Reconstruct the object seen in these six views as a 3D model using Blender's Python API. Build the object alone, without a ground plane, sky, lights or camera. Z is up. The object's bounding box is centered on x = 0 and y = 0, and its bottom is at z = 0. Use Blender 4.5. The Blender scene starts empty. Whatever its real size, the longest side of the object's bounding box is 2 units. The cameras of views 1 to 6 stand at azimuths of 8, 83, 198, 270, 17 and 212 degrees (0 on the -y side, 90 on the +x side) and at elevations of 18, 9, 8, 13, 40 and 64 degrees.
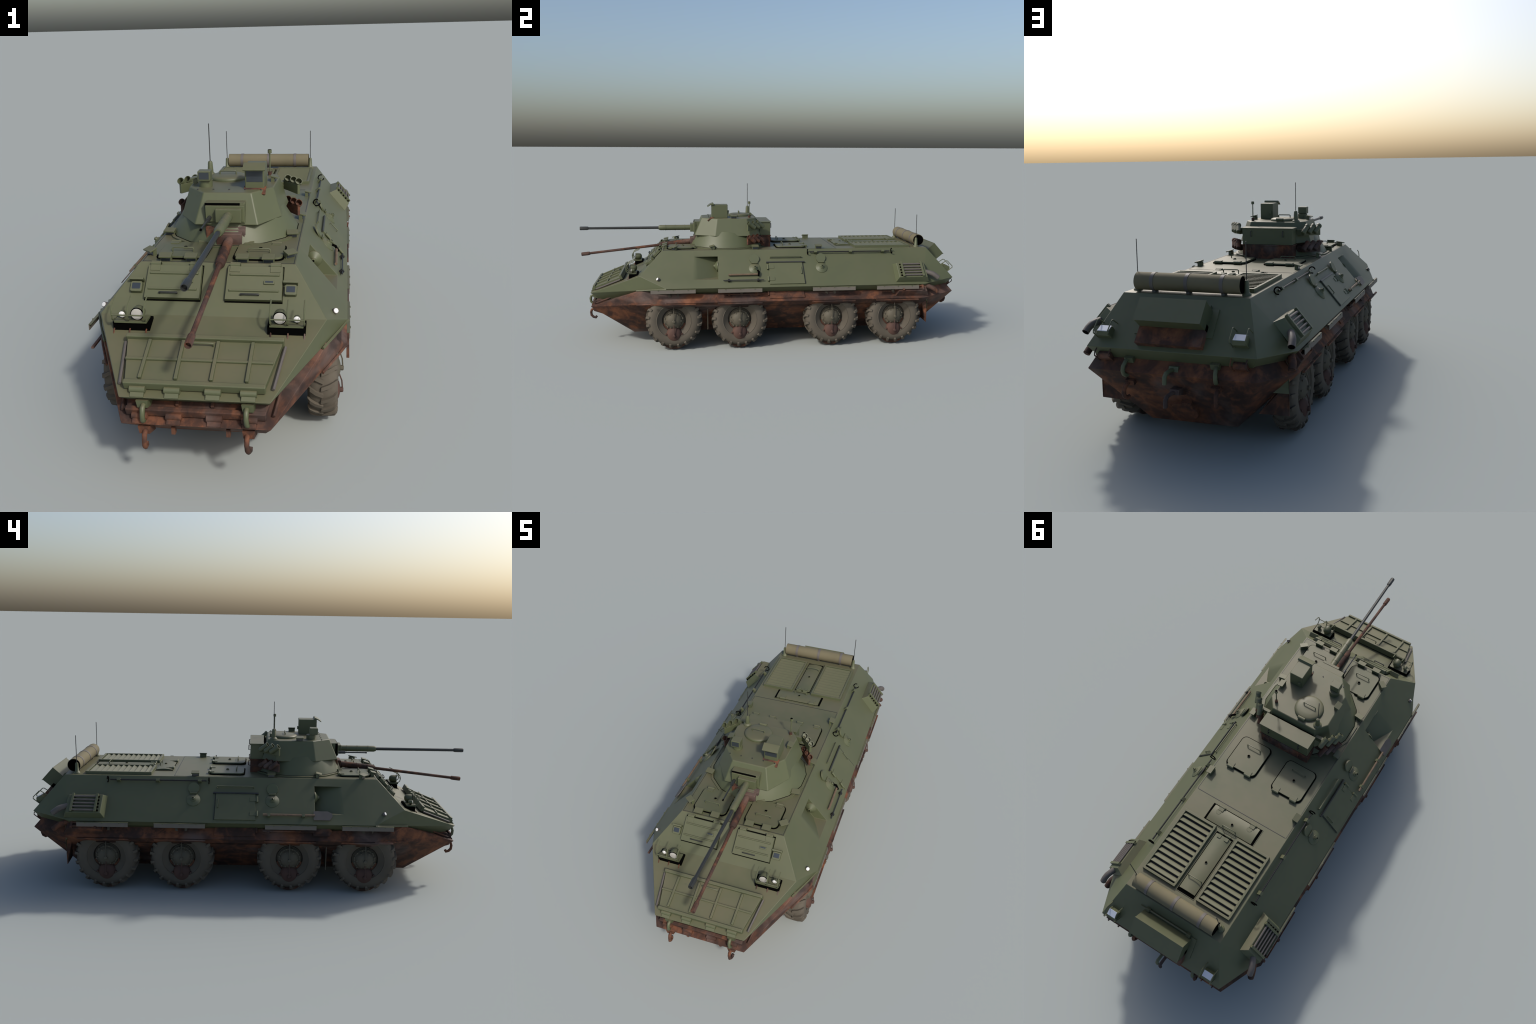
# Eight-wheeled armoured vehicle, olive green, interpenetrated by its own rusted wreck
# that sits DROP metres lower.  Front is -y, up is +z, every size in metres.
import bpy, math, random
from mathutils import Vector, Matrix

random.seed(7)
V = Vector
DROP = 0.073                      # how far the rusted twin sits below the green body

# ---------------------------------------------------------------- materials
def new_mat(name):
    m = bpy.data.materials.new(name)
    m.use_nodes = True
    nt = m.node_tree
    b = nt.nodes['Principled BSDF']
    return m, nt, b

def coords(nt, scale=(1, 1, 1)):
    tc = nt.nodes.new('ShaderNodeTexCoord')
    mp = nt.nodes.new('ShaderNodeMapping')
    mp.inputs['Scale'].default_value = scale
    nt.links.new(tc.outputs['Object'], mp.inputs['Vector'])
    return mp.outputs['Vector']

def noise(nt, vec, scale, detail=4, rough=.55, dist=0):
    n = nt.nodes.new('ShaderNodeTexNoise')
    n.inputs['Scale'].default_value = scale
    n.inputs['Detail'].default_value = detail
    n.inputs['Roughness'].default_value = rough
    n.inputs['Distortion'].default_value = dist
    nt.links.new(vec, n.inputs['Vector'])
    return n.outputs['Fac']

def ramp(nt, fac, stops):
    r = nt.nodes.new('ShaderNodeValToRGB')
    e = r.color_ramp.elements
    while len(e) < len(stops):
        e.new(.5)
    for el, (p, c) in zip(e, stops):
        el.position = p
        el.color = (*c, 1)
    nt.links.new(fac, r.inputs['Fac'])
    return r.outputs['Color']

def mix(nt, fac, a, b):
    m = nt.nodes.new('ShaderNodeMix')
    m.data_type = 'RGBA'
    for s, v in ((m.inputs['Factor'], fac), (m.inputs['A'], a), (m.inputs['B'], b)):
        if isinstance(v, (float, int)):
            s.default_value = v
        elif isinstance(v, tuple):
            s.default_value = (*v, 1)
        else:
            nt.links.new(v, s)
    return m.outputs['Result']

def bump(nt, bsdf, h, strength, dist=.002):
    b = nt.nodes.new('ShaderNodeBump')
    b.inputs['Strength'].default_value = strength
    b.inputs['Distance'].default_value = dist
    nt.links.new(h, b.inputs['Height'])
    nt.links.new(b.outputs['Normal'], bsdf.inputs['Normal'])

def paint(name, base, dust, rough=.62, amount=(.42, .72), spec=.5):
    m, nt, b = new_mat(name)
    v = coords(nt)
    big = noise(nt, v, 5.5, 5, .6)
    fine = noise(nt, v, 60, 4, .6)
    f = ramp(nt, big, [(amount[0], (0, 0, 0)), (amount[1], (1, 1, 1))])
    dark = tuple(c * .92 for c in base)
    c1 = mix(nt, fine, dark, base)
    c2 = mix(nt, f, c1, dust)
    nt.links.new(c2, b.inputs['Base Color'])
    b.inputs['Roughness'].default_value = rough
    b.inputs['Specular IOR Level'].default_value = spec
    bump(nt, b, fine, .08)
    return m

def two_tone_paint(name, base, upface_tone, rough, spec):
    """olive paint; a browner, slightly lighter tone in patches on the plates that face up"""
    m, nt, b = new_mat(name)
    v = coords(nt)
    big = noise(nt, v, 5.5, 5, .6)
    fine = noise(nt, v, 60, 4, .6)
    g = nt.nodes.new('ShaderNodeNewGeometry')
    sep = nt.nodes.new('ShaderNodeSeparateXYZ')
    nt.links.new(g.outputs['True Normal'], sep.inputs[0])
    up = ramp(nt, sep.outputs['Z'], [(.55, (0, 0, 0)), (.9, (1, 1, 1))])
    patch = ramp(nt, big, [(.36, (.35, .35, .35)), (.62, (1, 1, 1))])
    mul = nt.nodes.new('ShaderNodeMath'); mul.operation = 'MULTIPLY'
    nt.links.new(up, mul.inputs[0]); nt.links.new(patch, mul.inputs[1])
    tone = ramp(nt, big, [(.35, tuple(c * .94 for c in base)), (.7, tuple(c * 1.06 for c in base))])
    c1 = mix(nt, fine, tuple(c * .93 for c in base), tone)
    c2 = mix(nt, mul.outputs[0], c1, upface_tone)
    nt.links.new(c2, b.inputs['Base Color'])
    b.inputs['Roughness'].default_value = rough
    b.inputs['Specular IOR Level'].default_value = spec
    bump(nt, b, fine, .08)
    return m

def plain(name, col, rough=.5, metal=0.0, spec=.3, vary=.15, scale=40, coat=0):
    m, nt, b = new_mat(name)
    v = coords(nt)
    f = noise(nt, v, scale, 3)
    c = mix(nt, f, tuple(x * (1 - vary) for x in col), tuple(min(1, x * (1 + vary)) for x in col))
    nt.links.new(c, b.inputs['Base Color'])
    b.inputs['Roughness'].default_value = rough
    b.inputs['Metallic'].default_value = metal
    b.inputs['Specular IOR Level'].default_value = spec
    b.inputs['Coat Weight'].default_value = coat
    return m

def rust_mat(name):
    m, nt, b = new_mat(name)
    v = coords(nt, (1, .8, 1.3))
    big = noise(nt, v, 6.5, 6, .62, .6)
    mid = noise(nt, coords(nt, (1.3, 1, 1)), 19, 6, .62, .4)
    ash = noise(nt, coords(nt, (1, .55, 1)), 5.5, 4, .5, .3)
    soot = noise(nt, coords(nt, (1.1, .7, 1.2)), 9, 5, .6, .3)
    c = ramp(nt, big, [(.34, (.024, .016, .014)), (.45, (.046, .026, .020)),
                       (.52, (.082, .037, .024)), (.58, (.165, .064, .031)), (.70, (.225, .092, .044))])
    c2 = ramp(nt, mid, [(.36, (.020, .014, .013)), (.5, (.062, .031, .022)), (.60, (.190, .075, .037))])
    c3 = mix(nt, .45, c, c2)
    am = ramp(nt, ash, [(.54, (0, 0, 0)), (.66, (.85, .85, .85))])
    c4 = mix(nt, am, c3, (.112, .082, .073))
    sm = ramp(nt, soot, [(.50, (0, 0, 0)), (.64, (.70, .70, .70))])
    c4 = mix(nt, sm, c4, (.027, .019, .018))
    nt.links.new(c4, b.inputs['Base Color'])
    b.inputs['Roughness'].default_value = .78
    b.inputs['Specular IOR Level'].default_value = .22
    bump(nt, b, mid, .12)
    return m

HUBRUST = paint('brown_hub_rust', (.062, .036, .030), (.098, .050, .036), .75, spec=.25)
GREEN = two_tone_paint('olive_green_paint', (.076, .088, .045), (.101, .096, .055), .5, .42)
RUST = rust_mat('burnt_rust')
TYRE = paint('dusty_tyre_rubber', (.085, .074, .058), (.10, .088, .070), .85, spec=.2)
HUBM = paint('dusty_olive_hub', (.078, .071, .051), (.098, .087, .065), .65, spec=.3)
BLACK = plain('black_gap', (.0015, .0015, .0015), .9, spec=.02, vary=0)
STEEL = plain('dark_gun_steel', (.032, .034, .033), .45, .3, .4)
DARK = plain('blackened_steel', (.016, .016, .017), .5, .2, .3)
GREY = plain('bare_grey_metal', (.090, .081, .075), .6, 0, .3)
STRIP = plain('dull_grey_strip', (.125, .112, .095), .6, 0, .3)
TAN = paint('tan_canvas', (.128, .114, .070), (.145, .128, .080), .8, spec=.2)
STRAP = plain('grey_strap', (.105, .095, .088), .6)
WOOD = plain('worn_wood', (.125, .088, .058), .65, vary=.45, scale=90)
GLASS = plain('dark_blue_glass', (.026, .033, .040), .15, 0, .5, .05, coat=.2)
LENS = plain('white_lamp_lens', (.72, .72, .70), .12, 0, .5, .03, coat=.6)
GLOW = plain('grey_reflector_glass', (.40, .39, .36), .22, 0, .5, .06, coat=.5)
PALE = plain('pale_lamp_glass', (.46, .50, .58), .2, 0, .5, .03)

# ---------------------------------------------------------------- mesh helpers
ROOT = bpy.data.objects.new('armored_vehicle', None)
bpy.context.scene.collection.objects.link(ROOT)
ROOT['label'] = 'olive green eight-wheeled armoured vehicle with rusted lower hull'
ROOT['category'] = 'military vehicle'

class Build:
    """Collects vertices and faces of one part."""
    def __init__(self):
        self.v, self.f, self.m = [], [], []
    def add(self, verts, faces, mat=0):
        o = len(self.v)
        self.v += [V(p) for p in verts]
        self.f += [tuple(i + o for i in f) for f in faces]
        self.m += [mat] * len(faces)
        return self
    # --- primitives
    def box(self, c, s, mat=0, rot=None, taper=1.0):
        hx, hy, hz = s[0] / 2, s[1] / 2, s[2] / 2
        pts = []
        for z, t in ((-hz, 1.0), (hz, taper)):
            pts += [V((-hx * t, -hy * t, z)), V((hx * t, -hy * t, z)), V((hx * t, hy * t, z)), V((-hx * t, hy * t, z))]
        R = rot or Matrix.Identity(3)
        pts = [R @ p + V(c) for p in pts]
        return self.add(pts, [(3, 2, 1, 0), (4, 5, 6, 7), (0, 1, 5, 4), (1, 2, 6, 5), (2, 3, 7, 6), (3, 0, 4, 7)], mat)
    def hexa(self, lo, hi, mat=0):
        """lo, hi: matching rings of points (same winding), closed prism."""
        n = len(lo)
        fs = [tuple(reversed(range(n))), tuple(range(n, 2 * n))]
        fs += [(i, (i + 1) % n, (i + 1) % n + n, i + n) for i in range(n)]
        return self.add(list(lo) + list(hi), fs, mat)
    def ring_frame(self, axis):
        a = V(axis).normalized()
        u = a.cross(V((0, 0, 1)))
        if u.length < 1e-3:
            u = V((1, 0, 0))
        u.normalize()
        return a, u, a.cross(u)
    def lathe(self, origin, axis, prof, seg=32, mat=0, close=True, mats=None):
        """prof: list of (distance along axis, radius)."""
        a, u, w = self.ring_frame(axis)
        o = V(origin)
        vs, fs, idx, fm = [], [], [], []
        for d, r in prof:
            if r < 1e-6:
                idx.append([len(vs)]); vs.append(o + a * d)
            else:
                idx.append(list(range(len(vs), len(vs) + seg)))
                for k in range(seg):
                    t = 2 * math.pi * k / seg
                    vs.append(o + a * d + (u * math.cos(t) + w * math.sin(t)) * r)
        for j in range(len(prof) - 1):
            A, B = idx[j], idx[j + 1]
            for k in range(seg):
                k2 = (k + 1) % seg
                if len(A) == 1 and len(B) == 1: continue
                if len(A) == 1: fs.append((A[0], B[k2], B[k]))
                elif len(B) == 1: fs.append((A[k], A[k2], B[0]))
                else: fs.append((A[k], A[k2], B[k2], B[k]))
                fm.append(mats[j] if mats else mat)
        if close:
            if len(idx[0]) > 1: fs.append(tuple(reversed(idx[0]))); fm.append(mats[0] if mats else mat)
            if len(idx[-1]) > 1: fs.append(tuple(idx[-1])); fm.append(mats[-1] if mats else mat)
        o0 = len(self.v)
        self.v += vs
        self.f += [tuple(i + o0 for i in f) for f in fs]
        self.m += fm
        return self
    def cyl(self, p, q, r, seg=16, mat=0, r2=None):
        p, q = V(p), V(q)
        return self.lathe(p, q - p, [(0, r), ((q - p).length, r if r2 is None else r2)], seg, mat)
    def tube(self, pts, r, seg=8, mat=0):
        pts = [V(p) for p in pts]
        n = len(pts)
        rings = []
        prev = None
        for i, p in enumerate(pts):
            d = (pts[min(i + 1, n - 1)] - pts[max(i - 1, 0)]).normalized()
            if prev is None:
                u = d.cross(V((.31, .17, .93)));  u.normalize()
            else:
                u = (prev - d * prev.dot(d)).normalized()
            prev = u
            w = d.cross(u)
            k = 1.0
            if 0 < i < n - 1:
                ca = (pts[i + 1] - p).normalized().dot((p - pts[i - 1]).normalized())
                k = 1 / max(.6, math.sqrt(max(.01, (1 + ca) / 2)))
            rings.append([p + (u * math.cos(2 * math.pi * j / seg) + w * math.sin(2 * math.pi * j / seg)) * r * k for j in range(seg)])
        vs = [x for rg in rings for x in rg]
        fs = []
        for i in range(n - 1):
            for j in range(seg):
                j2 = (j + 1) % seg
                fs.append((i * seg + j, i * seg + j2, (i + 1) * seg + j2, (i + 1) * seg + j))
        fs += [tuple(reversed(range(seg))), tuple(range((n - 1) * seg, n * seg))]
        return self.add(vs, fs, mat)
    def plate(self, org, u, w, n, outline, h0, h1, mat=0, inset=0.0):
        """Prism over a 2D outline in the frame (u, w) at org, from height h0 to h1 along n."""
        org, u, w, n = V(org), V(u).normalized(), V(w).normalized(), V(n).normalized()
        cx = sum(p[0] for p in outline) / len(outline); cy = sum(p[1] for p in outline) / len(outline)
        def P(a, b, h): return org + u * a + w * b + n * h
        lo = [P(a, b, h0) for a, b in outline]
        hi = []
        for a, b in outline:
            da, db = a - cx, b - cy
            hi.append(P(a - math.copysign(min(inset, abs(da)), da), b - math.copysign(min(inset, abs(db)), db), h1))
        if u.cross(w).dot(n) < 0:
            lo.reverse(); hi.reverse()
        area = sum(outline[i][0] * outline[(i + 1) % len(outline)][1] - outline[(i + 1) % len(outline)][0] * outline[i][1] for i in range(len(outline)))
        if area < 0:
            lo.reverse(); hi.reverse()
        return self.hexa(lo, hi, mat)
    # --- finish
    def obj(self, name, mats, parent=None, bevel=0.0, seg=2, smooth=35, loc=(0, 0, 0)):
        me = bpy.data.meshes.new(name)
        me.from_pydata([tuple(p) for p in self.v], [], self.f)
        if not isinstance(mats, (list, tuple)): mats = [mats]
        for m in mats: me.materials.append(m)
        for p, i in zip(me.polygons, self.m):
            p.material_index = i
            p.use_smooth = True
        me.validate()
        me.update()
        me.set_sharp_from_angle(angle=math.radians(smooth))
        ob = bpy.data.objects.new(name, me)
        bpy.context.scene.collection.objects.link(ob)
        ob.parent = parent or ROOT
        ob.location = loc
        if bevel:
            b = ob.modifiers.new('bevel', 'BEVEL')
            b.width = bevel; b.segments = seg; b.limit_method = 'ANGLE'
            b.angle_limit = math.radians(28); b.use_clamp_overlap = True
            b.harden_normals = True
        return ob

def copy_of(ob, loc=None, parent=None, mirror=False, name=None):
    c = ob.copy()
    if name: c.name = name
    bpy.context.scene.collection.objects.link(c)
    if loc is not None: c.location = loc
    if parent: c.parent = parent
    return c

def rusted(ob, name=None, dz=-DROP, matrix=None, parent=None):
    """A rusted twin of a part, same mesh, sunk by DROP."""
    c = ob.copy()
    c.name = name or ('rusted_' + ob.name.split('.')[0])
    bpy.context.scene.collection.objects.link(c)
    c.parent = parent or ROOT
    c.location = ob.location + V((0, 0, dz))
    if matrix is not None: c.matrix_local = matrix
    for s in c.material_slots:
        s.link = 'OBJECT'
        s.material = RUST
    return c

def rounded(w, h, r, k=4):
    pts = []
    for cx, cy, a0 in ((w / 2 - r, h / 2 - r, 0), (-w / 2 + r, h / 2 - r, 90), (-w / 2 + r, -h / 2 + r, 180), (w / 2 - r, -h / 2 + r, 270)):
        for i in range(k + 1):
            a = math.radians(a0 + 90 * i / k)
            pts.append((cx + r * math.cos(a), cy + r * math.sin(a)))
    return pts

def circle(r, k=24):
    return [(r * math.cos(2 * math.pi * i / k), r * math.sin(2 * math.pi * i / k)) for i in range(k)]

# ---------------------------------------------------------------- hull
ROOFZ = .492
RF = V((.2205, -.563, .492)); RR = V((.2205, .827, .492))     # roof edge, front and rear
GC = V((.310, -.675, .378));  NO = V((.185, -.935, .273))     # glacis corner, nose
BF = V((.366, -.541, .322));  BR = V((.363, .778, .322))      # beltline, front and rear
RT = V((.286, .957, .340))                                     # rear tip
KF = V((.147, -.720, .124));  KR = V((.155, .790, .126))      # keel corners
SLOPE = (.366 - .2205) / (.492 - .322)
def side_x(z): return .2205 + (.492 - z) * SLOPE
def on_side(y, z): return V((side_x(z), y, z))

def hull_mesh():
    b = Build()
    Y0, Y1, ZT, ZB = -.406, -.282, .462, .360                  # scoop behind the side port
    half = {}
    P = dict(RF=RF, RR=RR, GC=GC, NO=NO, BF=BF, BR=BR, RT=RT, KF=KF, KR=KR,
             T3=on_side(Y0, ZT), T1=on_side(Y1, ZT), F=on_side(Y0, ZB), T2=on_side(Y1, ZB),
             IN=V((side_x(ZB) - .058, Y1, ZB)), IT=V((side_x(ZT) - .058, Y1, ZT)),
             SF=V((.3385, -.535, .297)), SR=V((.3385, .735, .297)), 
             R1=V((.2205, Y0, .492)), R2=V((.2205, Y1, .492)),
             B1=V((.366, Y0, .322)), B2=V((.366, Y1, .322)))
    # lower side: straight slope from belt to keel, pressed in above each wheel
    arches = ((-.528, -.400), (-.295, -.055), (.178, .418), (.508, .718))
    stations = []
    for a, c in arches:
        stations += [(a - .003, .3296), (a, .272), (c, .272), (c + .003, .3296)]
    for i, (y, x) in enumerate(stations):
        t = (y - KF.y) / (KR.y - KF.y)
        P['L%d' % i] = V((x, y, .288))
        P['K%d' % i] = KF.lerp(KR, t)
    NS = len(stations)
    N = 6                                                       # curved inner wall of the scoop
    for i in range(1, N):
        t = i / N
        d = .060 * t ** 1.1
        y = Y0 + (Y1 - Y0) * t
        P['U%d' % i] = V((side_x(ZT) - d, y, ZT)); P['D%d' % i] = V((side_x(ZB) - d, y, ZB))
    P['U0'], P['D0'], P['U%d' % N], P['D%d' % N] = P.pop('T3'), P.pop('F'), P.pop('IT'), P.pop('IN')
    alias = {'T3': 'U0', 'F': 'D0', 'IT': 'U%d' % N, 'IN': 'D%d' % N}
    idx = {}
    for s in (1, -1):
        for k, p in P.items():
            idx[k, s] = len(b.v); b.v.append(V((p.x * s, p.y, p.z)))
    def F(*names):
        for s in (1, -1):
            f = [idx[alias.get(n, n), s] for n in names]
            b.f.append(tuple(f if s > 0 else reversed(f))); b.m.append(0)
    def C(*names):                                             # face spanning both sides
        b.f.append(tuple(idx[n.lstrip('-'), -1 if n[0] == '-' else 1] for n in names)); b.m.append(0)
    F('RF', 'GC', 'BF', 'B1', 'F', 'T3', 'R1')
    F('R1', 'T3', 'T1', 'R2')
    F('F', 'B1', 'B2', 'T2')
    F('R2', 'T1', 'T2', 'B2', 'BR', 'RR')
    for i in range(N): F('U%d' % i, 'D%d' % i, 'D%d' % (i + 1), 'U%d' % (i + 1))
    F(*['U%d' % i for i in range(N + 1)], 'T1')
    F('T1', 'IT', 'IN', 'T2')
    F('T2', *['D%d' % i for i in range(N, -1, -1)])
    F('RR', 'BR', 'RT')
    F('GC', 'NO', 'BF')
    F('NO', 'KF', 'BF')
    F('BF', 'KF', 'K0', 'L0', 'SF')
    F('BF', 'SF', 'SR', 'BR', 'B2', 'B1')
    F('SF', *['L%d' % i for i in range(NS)], 'SR')              # ledge over the wheels
    for i in range(NS - 1): F('L%d' % i, 'K%d' % i, 'K%d' % (i + 1), 'L%d' % (i + 1))
    F('L%d' % (NS - 1), 'K%d' % (NS - 1), 'KR', 'BR', 'SR')
    F('BR', 'KR', 'RT')
    C('RF', 'R1', 'R2', 'RR', '-RR', '-R2', '-R1', '-RF')
    C('GC', 'RF', '-RF', '-GC')
    C('NO', 'GC', '-GC', '-NO')
    C('RR', 'RT', '-RT', '-RR')
    C('RT', 'KR', '-KR', '-RT')
    C('KR', *['K%d' % i for i in range(NS - 1, -1, -1)], 'KF', '-KF', *['-K%d' % i for i in range(NS)], '-KR')
    C('KF', 'NO', '-NO', '-KF')
    return b
hull = hull_mesh().obj('hull', GREEN, bevel=.0022, seg=2, smooth=20)
rusted(hull, 'rusted_hull')

def sgn(p, s): return V((p[0] * s, p[1], p[2]))
SIDE_N = V((.170, 0, .1455)).normalized()
SIDE_D = V((.1455, 0, -.170)).normalized()                      # down the slope

# weld seams on the roof: thin raised beads
b = Build()
b.box((0, .341, ROOFZ + .0002), (.426, .0022, .0012))
for s in (1, -1): b.box((.2155 * s, -.11, ROOFZ + .0002), (.0016, .90, .0010))
b.box((0, -.5575, ROOFZ + .0002), (.430, .0018, .0010))
b.obj('roof_seam', STEEL)

# ---------------------------------------------------------------- side equipment
def side_frame(y, z, s):
    p = on_side(y, z)
    return V((p.x * s, y, z)), V((0, 1, 0)), V((SIDE_D.x * s, 0, SIDE_D.z)), V((SIDE_N.x * s, 0, SIDE_N.z))
def sp(y, z, h, s):
    """point h above the sloping side at (y, z)"""
    o, u, w, n = side_frame(y, z, s)
    return o + n * h

def arc_ring(b, c, r, tube, n=(0, 1, 0), gap=70, start=0, mat=0, seg=16):
    a, u, w = b.ring_frame(n)
    pts = []
    for i in range(seg + 1):
        t = math.radians(start + gap / 2 + (360 - gap) * i / seg)
        pts.append(V(c) + (u * math.cos(t) + w * math.sin(t)) * r)
    b.tube(pts, tube, 6, mat)

for s in (1, -1):
    # door with gutter and grab rail
    b = Build()
    o, u, w, n = side_frame(0, .43, s)
    L = (.43 - .334) / SIDE_D.z * -1
    b.plate(o, u, w, n, [(-.022, 0), (.150, 0), (.154, L), (-.025, L)], -.002, .0045)
    door = b.obj('door', GREEN, bevel=.0012)
    rusted(door)
    g = Build()
    g.plate(o, u, w, n, [(-.036, -.003), (.163, -.003), (.163, .003), (-.036, .003)], 0, .008)
    g.plate(o, u, w, n, [(.1515, .001), (.1535, .001), (.1575, L), (.1555, L)], 0, .0035)
    g.obj('door_gutter', STEEL, door)
    h = Build()
    h.tube([sp(.140, .407, 0, s), sp(.140, .405, .011, s), sp(.141, .377, .011, s), sp(.141, .375, 0, s)], .0018)
    h.obj('door_handle', GREEN, door)
    for z in (.408, .356):
        h = Build()
        h.cyl(sp(-.030, z + .010, .006, s), sp(-.031, z - .010, .006, s), .0048, 10)
        oo = side_frame(-.012, z, s)
        h.plate(*oo, [(-.016, -.009), (.014, -.009), (.014, .009), (-.016, .009)], .002, .0065)
        hg = h.obj('door_hinge', GREEN, door, bevel=.0006)
        if z < .4: rusted(hg)
    r = Build()
    r.tube([sp(-.014, .451, 0, s), sp(-.014, .4535, .010, s), sp(.147, .4535, .010, s), sp(.147, .451, 0, s)], .0022)
    r.obj('grab_rail', GREEN)
    # firing ports: pivoting flap above a domed ball mount
    for py in (-.0965, .249):
        p = Build()
        o, u, w, n = side_frame(py, .4455, s)
        nt = (n - V((0, 0, 1)) * .30).normalized(); wt = nt.cross(u).normalized()
        wt = wt if wt.z < 0 else -wt
        p.plate(o + n * .007, u, wt, nt, circle(.026), -.003, .003, inset=.001)
        q = side_frame(py + .001, .430, s)
        p.cyl(sp(py - .016, .4275, .006, s), sp(py + .016, .4275, .006, s), .0035, 10)
        p.obj('port_flap', GREEN, smooth=40)
        p = Build()
        o, u, w, n = side_frame(py, .405, s)
        p.lathe(o - n * .001, n, [(0, .031), (.003, .030), (.007, .021), (.010, .013), (.013, .0120), (.014, .009)], 24)
        p.lathe(o + n * .011, n, [(0, .0075), (.008, .007), (.0095, .005)], 12)
        p.lathe(o + n * .0202, n, [(0, .0032), (.0012, .003)], 10, 1)
        p.obj('ball_mount', [GREEN, BLACK], smooth=30)
    # forward facing ball mount in the scoop
    p = Build()
    c = V((.257 * s, -.283, .414))
    p.lathe(c, (0, -1, 0), [(0, .027), (.004, .026), (.010, .017), (.016, .009), (.021, .008), (.022, .006)], 24)
    p.lathe(c + V((0, -.0218, 0)), (0, -1, 0), [(0, .004), (.001, .0035)], 10, 1)
    p.obj('ball_mount', [GREEN, BLACK], smooth=30)
    # tow rod high on the side, ring at either end
    r = Build()
    r.tube([sp(.195, .472, .012, s), sp(.620, .471, .012, s)], .0032, 8)
    for y in (.225, .410, .583):
        o, u, w, n = side_frame(y, .472, s)
        r.plate(o, u, w, n, [(-.008, -.006), (.008, -.006), (.008, .006), (-.008, .006)], 0, .018, 2)
    for y, st in ((.184, -30), (.631, -30)):
        arc_ring(r, sp(y, .472, .013, s), .0125, .0024, (0, 1, 0), 80, st if s > 0 else st + 180, 1)
    r.obj('tow_rod', [DARK, BLACK, GREEN])
    # exhaust silencer box with bars and outlet pipe
    e = Build()
    o, u, w, n = side_frame(.716, .3745, s)
    W0, H0, W1, H1, D = .0885, .054, .074, .043, .030
    sk = .006
    lo = [(-W0 - .002, -H0), (W0 - .004, -H0), (W0, H0), (-W0, H0)]
    hi = [(-W1 - .004, -H1), (W1 - .006, -H1), (W1, H1), (-W1, H1)]
    A = [o + u * a + w * c - n * .003 for a, c in lo]; B = [o + u * a + w * c + n * D for a, c in hi]
    if u.cross(w).dot(n) < 0: A.reverse(); B.reverse()
    e.hexa(A, B)
    box = e.obj('exhaust_box', GREEN, bevel=.002)
    rusted(box)
    e = Build()
    for i in range(5):
        t = -.032 + .016 * i
        e.cyl(o + u * -.056 + w * t + n * (D + .0045), o + u * .054 + w * t + n * (D + .0045), .0042, 8)
    gr = e.obj('exhaust_grille_bar', GREY, box); rusted(gr)
    e = Build()
    for a in (-.054, .050):
        e.plate(o + n * 0, u, w, n, [(a - .006, -H1 - .003), (a + .004, -H1 - .003), (a + .008, H1 - .002), (a - .002, H1 - .002)], D - .001, D + .010)
        for i in range(5):
            t = -.034 + .016 * i
            e.plate(o, u, w, n, [(a - .011, t), (a - .004, t), (a - .004, t + .006), (a - .011, t + .006)], D, D + .006, 1)
    fr = e.obj('exhaust_grille_frame', [GREEN, BLACK], box, bevel=.0006); rusted(fr)
    e = Build()
    p0 = V((.338 * s, .785, .381))
    e.tube([p0, (.347 * s, .806, .378), (.354 * s, .822, .373), (.358 * s, .836, .364), (.360 * s, .850, .353)], .0125, 14)
    e.cyl((.3595 * s, .8485, .3545), (.3602 * s, .8512, .3520), .0105, 14, 1)
    pipe = e.obj('exhaust_pipe', [GREY, BLACK], smooth=50); rusted(pipe)
    # marker lamp
    e = Build()
    c = sp(-.582, .364, 0, s)
    d = V((SIDE_N.x * s * .55, -.62, .45)).normalized()
    e.lathe(c - d * .004, d, [(0, .0085), (.010, .0085)], 14)
    e.lathe(c + d * .006, d, [(0, .0070), (.0015, .0066), (.0022, 0)], 14, 1)
    e.obj('marker_lamp', [GREY, LENS], smooth=50)
    # fender strips along the beltline
    for y0, y1 in ((-.619, -.398), (-.287, -.066), (.192, .412), (.524, .745)):
        e = Build()
        xm = .3715
        e.box((xm * s, (y0 + y1) / 2, .3080), (.0022, y1 - y0, .0175))
        x0 = .3635
        e.box(((x0 + xm) / 2 * s, (y0 + y1) / 2, .3175), (xm - x0, y1 - y0 + .002, .0022), 1)
        for k in range(3):
            e.box((.3728 * s, y0 + (y1 - y0) * (.17 + .33 * k), .3165), (.003, .005, .005), 1)
        e.obj('fender_strip', [STRIP, GREEN])
        e = Build()
        e.box(((x0 + xm) / 2 * s, (y0 + y1) / 2, .3165), (xm - x0, y1 - y0 + .002, .0055))
        st = e.obj('rusted_fender_strip', RUST); st.location.z = -DROP
    e = Build()
    e.tube([(.301 * s, -.693, .303), (.343 * s, -.600, .314), (.367 * s, -.541, .320)], .0038, 6)
    st = e.obj('fender_edge', GREEN); rusted(st)
    # mud flaps
    e = Build()
    e.hexa([V((.336 * s, .800, .187)), V((.336 * s, .800, .300)), V((.318 * s, .776, .300)), V((.236 * s, .806, .187))],
           [V((.336 * s, .804, .187)), V((.336 * s, .804, .300)), V((.318 * s, .780, .300)), V((.236 * s, .810, .187))])
    mf = e.obj('mud_flap', GREEN); rusted(mf).location.y -= .0012
    e = Build()
    e.box((.285 * s, -.338, .17), (.070, .003, .14))
    e.obj('mud_flap', HUBM)

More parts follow.
